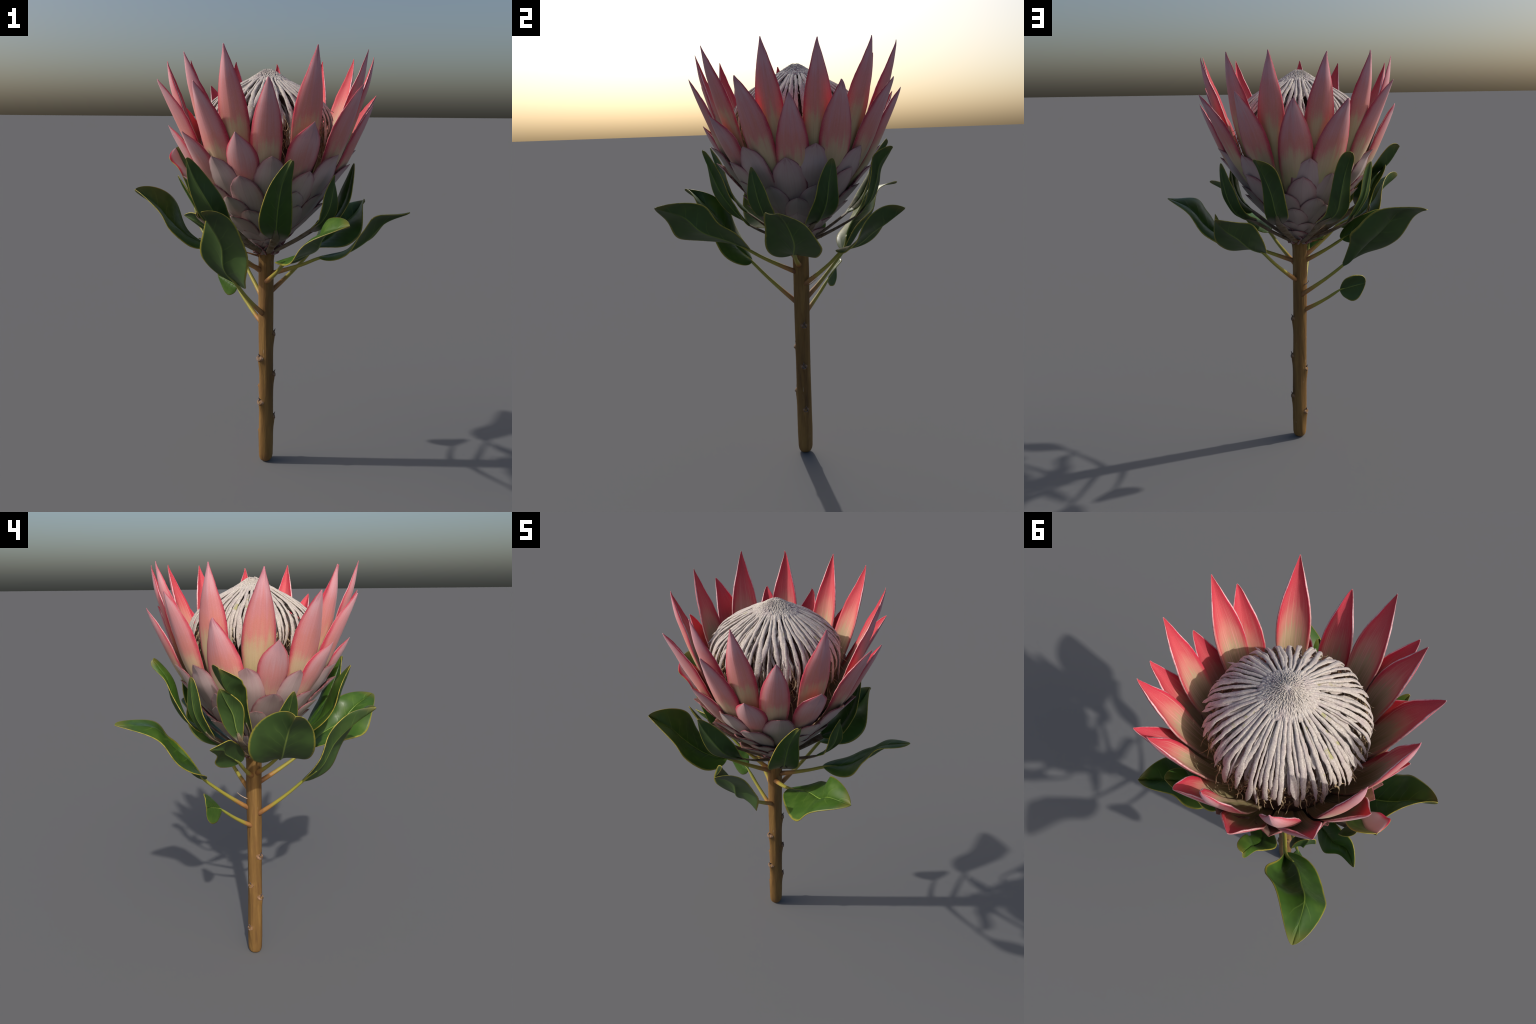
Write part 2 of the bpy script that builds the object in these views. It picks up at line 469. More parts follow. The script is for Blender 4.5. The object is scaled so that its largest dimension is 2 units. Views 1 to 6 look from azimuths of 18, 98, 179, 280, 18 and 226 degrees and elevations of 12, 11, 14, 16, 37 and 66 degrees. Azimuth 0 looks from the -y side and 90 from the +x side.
STEM = build_stem()
twig("dry_stipule", STEM, [(-0.083, 0.073, 0.868), (-0.094, 0.098, 0.884), (-0.101, 0.121, 0.904)], 0.0032, M_TWIG)
twig("dry_stipule", STEM, [(-0.030, 0.030, 1.095), (0.000, 0.026, 1.105), (0.033, 0.021, 1.117)], 0.006, M_DRY)
twig("dry_stipule", STEM, [(-0.085, 0.020, 1.070), (-0.130, 0.012, 1.082), (-0.185, 0.010, 1.092)], 0.0055, M_DRY)
twig("dry_stipule", STEM, [(-0.070, 0.078, 1.095), (-0.040, 0.125, 1.115), (-0.020, 0.15, 1.120)], 0.004, M_DRY)


# ---------------------------------------------------------------------- leaves
LEAVES = [
    dict(kind='stalked', belly=-0.17, root=(-0.085, 0.020, 1.000),
         rib=[(-0.263, -0.108, 1.138), (-0.359, -0.138, 1.187), (-0.440, -0.165, 1.260), (-0.506, -0.194, 1.335), (-0.605, -0.230, 1.394)],
         one=[(-0.089, 0.129, -0.032), (-0.042, 0.147, 0.008), (0.022, 0.105, 0.045)],
         two=[(0.036, -0.149, -0.028), (0.036, -0.126, -0.034), (0.064, -0.099, -0.022)]),
    dict(kind='stalked', root=(-0.045, 0.007, 0.948),
         rib=[(0.087, -0.197, 1.092), (0.190, -0.268, 1.151), (0.272, -0.363, 1.203), (0.321, -0.433, 1.278), (0.432, -0.519, 1.330)],
         one=[(0.050, 0.081, -0.001), (0.014, 0.079, 0.040), (-0.019, 0.120, 0.052)],
         two=[(-0.079, -0.133, -0.004), (-0.084, -0.126, -0.042), (-0.062, -0.088, -0.031)]),
    dict(kind='stalked', root=(-0.074, 0.011, 0.785),
         rib=[(-0.122, -0.206, 0.987), (-0.145, -0.297, 1.073), (-0.135, -0.354, 1.185), (-0.143, -0.444, 1.282), (-0.150, -0.541, 1.356)],
         one=[(0.125, -0.038, -0.053), (0.126, -0.039, -0.019), (0.122, 0.012, 0.017)],
         two=[(-0.131, -0.004, 0.044), (-0.096, 0.026, 0.044), (-0.026, 0.078, 0.022)]),
    dict(kind='stalked', root=(-0.020, 0.035, 0.985),
         rib=[(0.192, 0.035, 1.080), (0.317, 0.044, 1.111), (0.412, 0.056, 1.175), (0.493, 0.034, 1.265), (0.603, 0.015, 1.317)],
         one=[(-0.018, 0.117, -0.026), (-0.009, 0.112, -0.024), (-0.009, 0.081, -0.016)],
         two=[(0.080, -0.136, 0.015), (-0.004, -0.120, 0.055), (-0.039, -0.099, 0.026)]),
    dict(kind='stalked', root=(-0.036, 0.070, 0.887),
         rib=[(0.123, 0.244, 1.083), (0.186, 0.317, 1.124), (0.241, 0.378, 1.185), (0.288, 0.433, 1.232), (0.331, 0.512, 1.298)],
         one=[(0.099, -0.081, -0.019), (0.100, -0.079, -0.035), (0.052, -0.120, 0.025)],
         two=[(-0.066, 0.145, 0.041), (-0.085, 0.064, 0.062), (-0.091, 0.028, 0.030)]),
    dict(kind='stalked', puff=(-0.30, -0.06), root=(-0.068, 0.076, 0.810),
         rib=[(-0.249, 0.246, 1.009), (-0.344, 0.272, 1.114), (-0.427, 0.330, 1.209), (-0.498, 0.391, 1.310), (-0.578, 0.540, 1.330)],
         one=[(0.042, 0.089, 0.110), (0.137, 0.071, 0.011), (0.108, 0.042, 0.013)],
         two=[(-0.079, -0.065, -0.016), (-0.077, -0.047, -0.072), (-0.071, -0.075, -0.049)]),
    dict(kind='stalked', root=(-0.088, 0.058, 0.723),
         rib=[(-0.252, 0.167, 0.868), (-0.285, 0.180, 0.882), (-0.318, 0.190, 0.894), (-0.348, 0.199, 0.903), (-0.374, 0.207, 0.910)],
         one=[(0.000, 0.072, 0.086), (0.000, 0.042, 0.064), (-0.004, 0.018, 0.056)],
         two=[(0.000, -0.006, -0.066), (0.000, 0.004, -0.080), (0.004, 0.010, -0.066)]),
    dict(kind='stalked', root=(-0.090, 0.050, 0.985),
         rib=[(-0.269, 0.071, 1.103), (-0.331, 0.091, 1.143), (-0.395, 0.109, 1.178), (-0.458, 0.105, 1.212), (-0.529, 0.143, 1.225)],
         one=[(0.028, -0.056, 0.038), (0.004, -0.042, 0.055), (-0.010, -0.024, 0.036)],
         two=[(-0.022, 0.050, -0.048), (0.004, 0.046, -0.052), (0.020, 0.024, -0.036)]),
    dict(kind='clasping', root=(-0.067, 0.008, 1.095),
         rib=[(-0.124, -0.202, 1.224), (-0.170, -0.283, 1.289), (-0.194, -0.355, 1.367), (-0.237, -0.386, 1.458), (-0.262, -0.424, 1.555)],
         one=[(0.050, -0.020, 0.014), (0.051, 0.036, 0.015), (0.041, 0.026, 0.023)],
         two=[(-0.082, -0.007, -0.023), (-0.066, 0.002, -0.008), (-0.033, 0.005, -0.001)]),
    dict(kind='clasping', root=(-0.044, 0.010, 1.095),
         rib=[(0.049, -0.180, 1.193), (0.071, -0.248, 1.272), (0.093, -0.305, 1.362), (0.120, -0.341, 1.459), (0.167, -0.368, 1.551)],
         one=[(0.080, 0.030, -0.020), (0.049, 0.049, -0.015), (0.033, 0.041, 0.009)],
         two=[(-0.070, -0.052, -0.009), (-0.060, -0.046, -0.016), (-0.033, -0.016, 0.017)]),
    dict(kind='clasping', root=(-0.029, 0.024, 1.095),
         rib=[(0.177, -0.090, 1.228), (0.231, -0.091, 1.276), (0.265, -0.106, 1.337), (0.281, -0.119, 1.408), (0.293, -0.131, 1.481)],
         one=[(0.028, 0.069, -0.032), (0.030, 0.051, -0.003), (0.005, 0.032, 0.001)],
         two=[(0.013, -0.053, 0.016), (-0.021, -0.051, -0.002), (-0.023, -0.033, -0.007)]),
    dict(kind='clasping', root=(-0.027, 0.051, 1.095),
         rib=[(0.162, 0.115, 1.210), (0.236, 0.153, 1.248), (0.280, 0.184, 1.321), (0.304, 0.197, 1.414), (0.317, 0.213, 1.509)],
         one=[(-0.050, 0.061, 0.017), (-0.051, 0.051, -0.005), (-0.035, 0.040, -0.004)],
         two=[(0.039, -0.067, -0.005), (0.029, -0.051, 0.004), (0.022, -0.044, 0.001)]),
    dict(kind='clasping', root=(-0.046, 0.071, 1.095),
         rib=[(0.049, 0.312, 1.229), (0.066, 0.371, 1.305), (0.084, 0.399, 1.390), (0.116, 0.417, 1.474), (0.147, 0.472, 1.545)],
         one=[(-0.069, 0.036, 0.017), (-0.057, 0.020, -0.010), (-0.100, 0.015, -0.020)],
         two=[(0.073, -0.018, 0.001), (0.041, -0.021, 0.032), (0.043, -0.035, 0.036)]),
    dict(kind='clasping', root=(-0.069, 0.071, 1.095),
         rib=[(-0.140, 0.262, 1.220), (-0.206, 0.335, 1.283), (-0.224, 0.390, 1.375), (-0.243, 0.412, 1.480), (-0.263, 0.467, 1.572)],
         one=[(-0.089, -0.025, 0.004), (-0.044, -0.010, 0.031), (-0.029, 0.025, 0.003)],
         two=[(0.065, 0.032, 0.001), (0.047, -0.017, -0.011), (0.060, -0.004, 0.019)]),
    dict(kind='clasping', root=(-0.086, 0.058, 1.095),
         rib=[(-0.285, 0.188, 1.211), (-0.318, 0.225, 1.276), (-0.348, 0.250, 1.347), (-0.364, 0.257, 1.429), (-0.379, 0.257, 1.511)],
         one=[(-0.034, -0.045, 0.005), (-0.025, -0.045, -0.013), (-0.025, -0.043, -0.008)],
         two=[(0.033, 0.042, -0.006), (0.028, 0.038, -0.004), (0.034, 0.034, 0.000)]),
    dict(kind='clasping', blush=True, root=(-0.091, 0.036, 1.095),
         rib=[(-0.352, -0.000, 1.255), (-0.390, 0.016, 1.342), (-0.434, 0.035, 1.424), (-0.494, 0.075, 1.486), (-0.544, 0.090, 1.569)],
         one=[(-0.048, -0.032, -0.002), (-0.049, -0.046, 0.047), (-0.034, -0.117, 0.003)],
         two=[(0.063, 0.035, 0.017), (0.068, 0.008, -0.027), (0.080, 0.068, 0.024)]),
    dict(kind='clasping', root=(-0.091, 0.039, 1.095),
         rib=[(-0.399, 0.031, 1.229), (-0.411, 0.050, 1.295), (-0.427, 0.060, 1.362), (-0.452, 0.082, 1.418), (-0.476, 0.106, 1.477)],
         one=[(-0.008, -0.031, 0.018), (-0.012, -0.049, 0.028), (-0.013, -0.051, 0.014)],
         two=[(0.008, 0.046, -0.013), (0.013, 0.060, -0.017), (0.004, 0.046, -0.018)]),
    dict(kind='clasping', root=(-0.085, 0.022, 1.095),
         rib=[(-0.235, -0.080, 1.195), (-0.290, -0.118, 1.250), (-0.335, -0.150, 1.315), (-0.372, -0.174, 1.388), (-0.405, -0.196, 1.461)],
         one=[(0.030, -0.044, 0.005), (0.030, -0.046, 0.005), (0.022, -0.034, 0.004)],
         two=[(-0.030, 0.044, -0.005), (-0.030, 0.046, -0.005), (-0.022, 0.034, -0.004)]),
]


def reach(stations, s):
    """margin offset through the three stations at 15, 50 and 85 % of the midrib"""
    x = (0.15, 0.5, 0.85)
    v = np.asarray(stations, float)
    w = [np.prod([(s - x[j]) / (x[i] - x[j]) for j in range(3) if j != i], axis=0)[:, None] for i in range(3)]
    return w[0] * v[0] + w[1] * v[1] + w[2] * v[2]


def build_leaf(d):
    ns, nt = 44, 25
    s = (1 - np.cos(np.pi * np.linspace(0.0, 1.0, ns))) / 2
    s = 0.002 + 0.996 * s
    rib = spline(d["rib"], s)
    swell = np.sqrt(4 * s * (1 - s))[:, None]
    one, two = swell * reach(d["one"], s), swell * reach(d["two"], s)
    T = unit(np.gradient(rib, axis=0))
    face = unit(np.cross(T, unit(one - two)))
    mid = ns // 2
    inward = np.array([*(AXIS - rib[mid, :2]), 0.0])
    want = unit(inward) + np.array([0, 0, 0.9])
    if (face[mid] * want).sum() < 0:
        face = -face
    t = np.linspace(-1, 1, nt)
    soft = np.sqrt(t * t + 0.006) - math.sqrt(0.006)
    soft = soft / soft[-1]
    grid = np.zeros((ns, nt, 3))
    ph = rng.uniform(0, 6.28, 4)
    width = (np.linalg.norm(one, axis=1) + np.linalg.norm(two, axis=1)) / 2
    for j, tj in enumerate(t):
        off = one if tj > 0 else two
        puff = (np.array(d['puff'][0 if tj > 0 else 1]) * 1.7 * (1 - s) if 'puff' in d else 0.085) * width * math.sin(math.pi * abs(tj)) - 0.004 * math.exp(-(tj / 0.10) ** 2) * np.minimum(1, width / 0.03)
        wave = 0.05 * width * tj ** 2 * (np.sin(s * 9 + ph[0 if tj > 0 else 1]) + 0.6 * np.sin(s * 17 + ph[2 if tj > 0 else 3])) * 0.6
        quilt = 0.008 * width * np.sin(s * 44 - abs(tj) * 10.7) * (1 - abs(tj)) * min(1, abs(tj) * 6)
        belly = d.get("belly", 0.0) * width * (1 - tj * tj)
        grid[:, j] = rib + off * soft[j] + face * (puff + belly + wave + quilt)[:, None]
    du, dv = np.gradient(grid, axis=0), np.gradient(grid, axis=1)
    nrm = unit(np.cross(du, dv))
    flip = np.sign((nrm[mid, nt // 2] * face[mid]).sum())
    nrm = nrm * flip
    # near the two ends the grid collapses: use the blade normal there
    k = np.clip(np.minimum(s, 1 - s) / 0.03, 0, 1)[:, None, None]
    nrm = unit(nrm * k + face[:, None] * (1 - k))
    th = (0.0036 - 0.0012 * t ** 2)[None, :, None] * (0.35 + 0.65 * np.minimum(1, swell))[:, None]
    th = th + 0.0030 * np.exp(-(t / 0.07) ** 2)[None, :, None] * (1 - s)[:, None, None] * 0.6
    if flip < 0:
        grid, nrm, th = grid[:, ::-1], nrm[:, ::-1], th
    origin = np.array(d["rib"][0])
    stalked = d["kind"] == "stalked"
    leaf = blade("leaf", ROOT, origin, grid + nrm * th * 0.5, grid - nrm * th, s, [M_BLUSH[int(flip)] if d.get("blush") else M_LEAF, M_UNDER if stalked else M_UNDER_MEAL, M_LRIM])
    # stalk: from the stem, sagging a little, into the underside of the midrib
    root = np.array(d["root"])
    out = unit(np.array([root[0] - AXIS[0], root[1] - AXIS[1], 0.0]) + 1e-9)
    a = rib[np.searchsorted(s, 0.02)] - face[1] * 0.003
    b = rib[np.searchsorted(s, 0.16)] - face[mid // 3] * 0.0045
    gap = np.linalg.norm(a - root)
    if stalked:
        ctrl = [root - out * 0.012, root + (a - root) * 0.3, root + (a - root) * 0.65 - np.array([0, 0, 0.012 * gap]), a, b]
        ra, rb = [0.0140, 0.0112, 0.0092, 0.0095, 0.0035], [0.0130, 0.0102, 0.0082, 0.0074, 0.0025]
    else:
        ctrl = [root - out * 0.015, root + out * 0.02 + np.array([0, 0, 0.006]), root + (a - root) * 0.55 - np.array([0, 0, 0.03 * gap]), a, b]
        ra, rb = [0.013, 0.014, 0.017, 0.021, 0.006], [0.010, 0.008, 0.0065, 0.0045, 0.002]
    path, _ = even(spline(ctrl, np.linspace(0, 1, 80)), np.linspace(0, 1, 26))
    f = np.linspace(0, 1, 26)
    side = unit(one[mid // 2] - two[mid // 2])
    ra, rb = np.interp(f, np.linspace(0, 1, 5), ra), np.interp(f, np.linspace(0, 1, 5), rb)
    upv = face[2] if not stalked else np.array([0, 0, 1.0])
    V, F = tube(path, ra, rb, up=upv, sides=12)
    S = np.repeat(f, 12)
    ang = np.tile(np.arange(12) / 11.0, 26)
    flat = np.stack([S, ang, np.tile((np.arange(12) % 2).astype(float), 26)], 1)
    add("leaf_stalk", leaf, root, V, F, [d.get("stalk", M_STALK if stalked else M_STALK_BROWN)], None, flat)


for d in LEAVES:
    build_leaf(d)


# ------------------------------------------------------------------ flower head
# radius of the cup against height, one profile per kind of bract
CUP = {
    "tall": ([1.28, 1.36, 1.44, 1.52, 1.60, 1.70, 1.80, 1.88], [0.140, 0.222, 0.284, 0.326, 0.360, 0.398, 0.430, 0.453], 0.474, 1.988),
    "mid": ([1.23, 1.32, 1.40, 1.47, 1.55, 1.65, 1.74], [0.110, 0.205, 0.278, 0.328, 0.374, 0.418, 0.456], 0.490, 1.83),
    "low": ([1.18, 1.26, 1.34, 1.42, 1.50, 1.57, 1.62], [0.080, 0.165, 0.240, 0.303, 0.360, 0.400, 0.427], 0.450, 1.675),
    "scale": ([1.12, 1.18, 1.25, 1.32, 1.39, 1.45, 1.51], [0.050, 0.108, 0.180, 0.244, 0.298, 0.342, 0.378], 0.407, 1.56),
    "foot": ([1.08, 1.10, 1.13, 1.17, 1.21, 1.26, 1.32, 1.39], [0.030, 0.040, 0.066, 0.108, 0.148, 0.197, 0.250, 0.306], 0.350, 1.46),
}
# half-width of a bract against distance from its tip
WIDTH = {
    "tall": ([0, 0.012, 0.032, 0.063, 0.107, 0.158, 0.2, 0.25, 0.30, 0.36, 0.48, 0.7], [0.0025, 0.0055, 0.012, 0.023, 0.036, 0.051, 0.061, 0.069, 0.072, 0.070, 0.058, 0.034]),
    "mid": ([0, 0.01, 0.034, 0.071, 0.133, 0.195, 0.26, 0.33, 0.45, 0.65], [0.0025, 0.0075, 0.019, 0.033, 0.055, 0.070, 0.076, 0.074, 0.058, 0.034]),
    "low": ([0, 0.008, 0.022, 0.047, 0.078, 0.109, 0.14, 0.19, 0.3, 0.5], [0.0025, 0.007, 0.0165, 0.035, 0.054, 0.066, 0.072, 0.072, 0.056, 0.03]),
    "scale": ([0, 0.006, 0.022, 0.04, 0.078, 0.12, 0.17, 0.25, 0.42], [0.0028, 0.0085, 0.025, 0.041, 0.063, 0.074, 0.076, 0.062, 0.03]),
    "foot": ([0, 0.006, 0.018, 0.035, 0.06, 0.09, 0.13, 0.2, 0.3], [0.003, 0.010, 0.026, 0.042, 0.057, 0.064, 0.062, 0.046, 0.025]),
}
# tips of the bracts as (x, y, z), read ring by ring from the inside out
TIPS = {
    "tall": [(0.254, -0.334, 1.991), (0.405, -0.059, 1.995), (0.399, 0.164, 1.983), (0.271, 0.383, 1.995), (0.090, 0.494, 1.995), (-0.147, 0.497, 1.986),
             (-0.346, 0.408, 1.994), (-0.482, 0.141, 1.983), (-0.499, -0.089, 1.962), (-0.294, -0.361, 1.974), (-0.093, -0.440, 1.993)],
    "mid": [(0.089, -0.435, 1.869), (0.410, -0.172, 1.851), (0.421, 0.051, 1.775), (0.403, 0.263, 1.819), (0.234, 0.474, 1.832), (-0.006, 0.520, 1.803),
            (-0.245, 0.496, 1.799), (-0.457, 0.340, 1.873), (-0.443, -0.312, 1.872), (-0.223, -0.447, 1.857), (-0.513, 0.126, 1.768)],
    "low": [(0.243, -0.314, 1.702), (-0.472, -0.145, 1.679), (-0.313, -0.352, 1.659), (-0.057, -0.410, 1.661)],
    "scale": [(0.079, -0.347, 1.565), (0.210, -0.237, 1.501), (0.312, -0.160, 1.567), (0.331, 0.022, 1.517), (0.332, 0.150, 1.572), (0.215, 0.335, 1.555),
              (-0.086, 0.430, 1.545), (-0.280, 0.360, 1.555), (-0.391, 0.243, 1.566), (-0.453, -0.004, 1.561), (-0.350, -0.218, 1.544), (-0.178, -0.358, 1.559),
              (-0.059, -0.352, 1.483), (0.196, 0.295, 1.463), (-0.056, 0.390, 1.458), (-0.189, 0.364, 1.471), (-0.417, -0.113, 1.450), (-0.253, -0.262, 1.446), (-0.379, 0.151, 1.440)],
    "foot": [(0.224, -0.062, 1.390), (0.224, 0.142, 1.392), (-0.144, -0.270, 1.386), (0.147, -0.206, 1.410), (0.040, 0.330, 1.380), (-0.124, 0.312, 1.351), (-0.333, 0.161, 1.374),
             (-0.060, -0.230, 1.325), (0.139, -0.144, 1.341), (0.211, 0.058, 1.336), (-0.351, -0.023, 1.361), (-0.322, -0.131, 1.343), (-0.143, -0.216, 1.293),
             (-0.017, 0.276, 1.298), (-0.172, 0.251, 1.310), (0.142, 0.050, 1.262), (0.120, 0.190, 1.300), (-0.270, 0.200, 1.300), (0.060, -0.190, 1.290)],
}

for z, r, n, ph in ((1.225, 0.170, 10, 12.0), (1.170, 0.118, 8, 30.0)):        # small scales round the very foot
    for k in range(n):
        a = math.radians(ph + 360 * k / n + rng.normal() * 4)
        q = r + rng.normal() * 0.006
        TIPS["foot"].append((AXIS[0] + q * math.sin(a), AXIS[1] - q * math.cos(a), z + rng.normal() * 0.008))
# relative breadth of each bract of the two upper rings
BREADTH = {
    "tall": [0.92, 0.86, 0.88, 0.95, 0.87, 0.92, 0.95, 0.96, 1.02, 0.96, 0.93],
    "mid": [0.86, 0.94, 0.95, 0.97, 0.96, 1.04, 1.06, 1.00, 0.96, 1.00, 1.12],
}
# how many degrees a bract stands askew, a quarter metre below its tip
LEAN = {
    "tall": [1.4, 0.0, 2.1, 0.0, -2.5, 0.0, 2.7, -3.9, -0.9, 5.0, 0.0],
    "mid": [0.0, 2.4, 0.8, 3.7, 0.5, 0.0, -2.3, -2.1, 1.2, 0.0, 2.6],
}


def build_core():
    prof = [(0.02, 1.08), (0.045, 1.115), (0.085, 1.16), (0.150, 1.245), (0.205, 1.32), (0.225, 1.39), (0.185, 1.46), (0.145, 1.54), (0.140, 1.62), (0.150, 1.69), (0.148, 1.74), (0.128, 1.785), (0.098, 1.825), (0.068, 1.858), (0.03, 1.885), (0.001, 1.895)]
    p = spline([(r, z, 0) for r, z in prof], np.linspace(0, 1, 60))
    a = np.arange(64) * 2 * np.pi / 64
    V = np.concatenate([np.stack([AXIS[0] + max(r, 0.001) * np.sin(a), AXIS[1] - max(r, 0.001) * np.cos(a), np.full(64, z)], 1) for r, z, _ in p])
    F = [(i * 64 + k, i * 64 + (k + 1) % 64, (i + 1) * 64 + (k + 1) % 64, (i + 1) * 64 + k) for i in range(59) for k in range(64)]
    F += [tuple(range(64))[::-1], tuple(59 * 64 + k for k in range(64))]
    return add("flower_head", ROOT, np.array([*AXIS, 1.1]), V, F, [M_CORE])


HEAD = build_core()


def build_bract(tip, kind, order):
    tip = np.array(tip)
    rel = tip[:2] - AXIS
    R, az = np.hypot(*rel), math.degrees(math.atan2(rel[0], -rel[1]))
    out, side = around(az)
    zp, rp, r_nom, z_nom = CUP[kind]
    drop = tip[2] - z_nom
    if kind in ("scale", "foot"):                 # lower rows simply start further down
        z0 = max(zp[0], tip[2] - (0.36 if kind == "scale" else 0.20 if tip[2] > 1.26 else 0.12))
        zz = np.linspace(z0, tip[2] - 0.045, 6)
        f = (zz - z0) / (tip[2] - z0)
        rr = np.interp(zz, zp, rp) - (0.026 if kind == "scale" else 0.014) * (1 - f) ** 1.3
        end = np.interp(tip[2], [*zp, z_nom], [*rp, r_nom])
        lift = (R - end) * f ** 2
    else:
        zz = np.array(zp)
        rr = np.array(rp)
        zz = zz + drop * np.clip((zz - zz[0]) / (z_nom - zz[0]), 0, 1)
        lift = (R - r_nom) * ((zz - zz[0]) / (tip[2] - zz[0])) ** 2
    rr = rr + lift + {"tall": 0.005, "mid": 0.000, "low": -0.002, "scale": -0.006, "foot": 0.0}[kind]
    ctrl = np.array([[r, z, 0.0] for r, z in zip(rr, zz)] + [[R, tip[2], 0.0]])
    ns, nt = (54, 21) if kind != "foot" else (34, 17)
    dense = spline(ctrl, np.linspace(0, 1, 300))
    u = np.linspace(0, 1, ns)
    u = 1 - (1 - u) ** 1.35
    prof, L = even(dense, u)
    sway = 0.006 * rng.normal() * np.sin(np.pi * u) * (kind in ("tall", "mid"))
    askew = prof[:, 0] * math.radians(LEAN[kind][order] if kind in LEAN else 0.0) * np.minimum((1 - u) * L / 0.25, 1.5)
    P = np.array([*AXIS, 0.0]) + out * prof[:, :1] + np.array([0, 0, 1.0]) * prof[:, 1:2] + side * (sway + askew)[:, None]
    T = unit(np.gradient(P, axis=0))
    N = unit(np.cross(side[None], T))
    N = N * np.sign((N * out).sum(1, keepdims=True) + 1e-9)
    d = (1 - u) * L
    scale = BREADTH[kind][order] if kind in BREADTH else rng.uniform(0.95, 1.06)
    hw = np.interp(d, *WIDTH[kind]) * scale
    # cupping: half-angle subtended by the cross-section
    th = {"tall": np.interp(u, [0, 0.45, 0.7, 0.88, 1], [0.55, 0.62, 0.85, 1.15, 1.2]), "mid": np.interp(u, [0, 0.5, 0.75, 0.9, 1], [0.5, 0.6, 0.85, 1.1, 1.15]),
          "low": np.interp(u, [0, 0.5, 0.8, 1], [0.45, 0.55, 0.85, 1.1]), "scale": np.interp(u, [0, 0.5, 0.85, 1], [0.24, 0.27, 0.42, 0.7]), "foot": np.interp(u, [0, 0.5, 1], [0.28, 0.32, 0.55])}[kind]
    th = th * rng.uniform(0.9, 1.12)
    rad = hw / np.sin(np.minimum(th, 1.5))
    t = np.linspace(-1, 1, nt)
    tw = np.sign(t) * np.abs(t) ** 0.85
    hemL, hemR = wobble(ns, 0.0030, 7), wobble(ns, 0.0030, 7)
    grid = np.zeros((ns, nt, 3))
    for j, tj in enumerate(tw):
        a = th * tj
        x = rad * np.sin(a)
        dep = rad * (1 - np.cos(a))
        roll = (hemL if tj < 0 else hemR) * abs(tj) ** 4 * np.minimum(1, hw / 0.03)
        keel = 0.0016 * math.exp(-(tj / 0.18) ** 2) * np.minimum(1, hw / 0.03)
        grid[:, j] = P + side * x[:, None] + N * (-dep + roll + keel)[:, None]
    if kind in ("tall", "mid") and rng.random() < 0.8:       # dried hook at the very tip
        k = np.clip((u - 0.965) / 0.035, 0, 1) ** 2
        grid = grid + ((side * rng.normal() * 0.006 - out * 0.003)[None] * k[:, None])[:, None]
    du, dv = np.gradient(grid, axis=0), np.gradient(grid, axis=1)
    nrm = unit(np.cross(dv, du))
    nrm = nrm * np.sign((nrm[:, nt // 2] * N).sum(1))[:, None, None]
    thick = {"tall": 0.0095, "mid": 0.0095, "low": 0.009, "scale": 0.0085, "foot": 0.008}[kind]
    prof_t = thick * (1 - 0.42 * np.abs(t) ** 5)[None, :, None] * np.clip(hw / 0.035, 0.22, 1)[:, None, None]
    outer, inner = grid, grid - nrm * prof_t
    low = kind in ("scale", "foot")
    # decide winding so that the outer face looks outward
    a = np.cross(dv[ns // 2, nt // 2], du[ns // 2, nt // 2])
    if (a * N[ns // 2]).sum() < 0:
        outer, inner = outer[:, ::-1], inner[:, ::-1]
    name = "scale_bract" if low else "bract"
    blade(name, HEAD, P[0], outer, inner, u, [M_OUT[kind], M_IN_LOW if low else M_IN, M_RIM_LOW if low else M_RIM])


for kind in ("tall", "mid", "low", "scale", "foot"):
    for order, tip in enumerate(TIPS[kind]):
        build_bract(tip, kind, order)


# --------------------------------------------------------------------- florets
DOME = [(0.0, 1.932), (0.018, 1.927), (0.040, 1.915), (0.070, 1.896), (0.108, 1.873), (0.165, 1.842), (0.222, 1.806), (0.264, 1.768),
        (0.288, 1.728), (0.297, 1.688), (0.293, 1.640), (0.284, 1.590), (0.273, 1.540), (0.262, 1.490)]
DENSE = spline([(r, z, 0) for r, z in DOME], np.linspace(0, 1, 400))
ARC = np.r_[0, np.cumsum(np.linalg.norm(np.diff(DENSE[:, :2], axis=0), axis=1))]


def dome_at(arc):
    r, z = np.interp(arc, ARC, DENSE[:, 0]), np.interp(arc, ARC, DENSE[:, 1])
    tr, tz = np.gradient(DENSE[:, 0], ARC), np.gradient(DENSE[:, 1], ARC)
    nr, nz = -np.interp(arc, ARC, tz), np.interp(arc, ARC, tr)
    k = np.hypot(nr, nz)
    return r, z, nr / k, nz / k


def arc_of_r(r):
    return float(np.interp(r, DENSE[:200, 0], ARC[:200]))


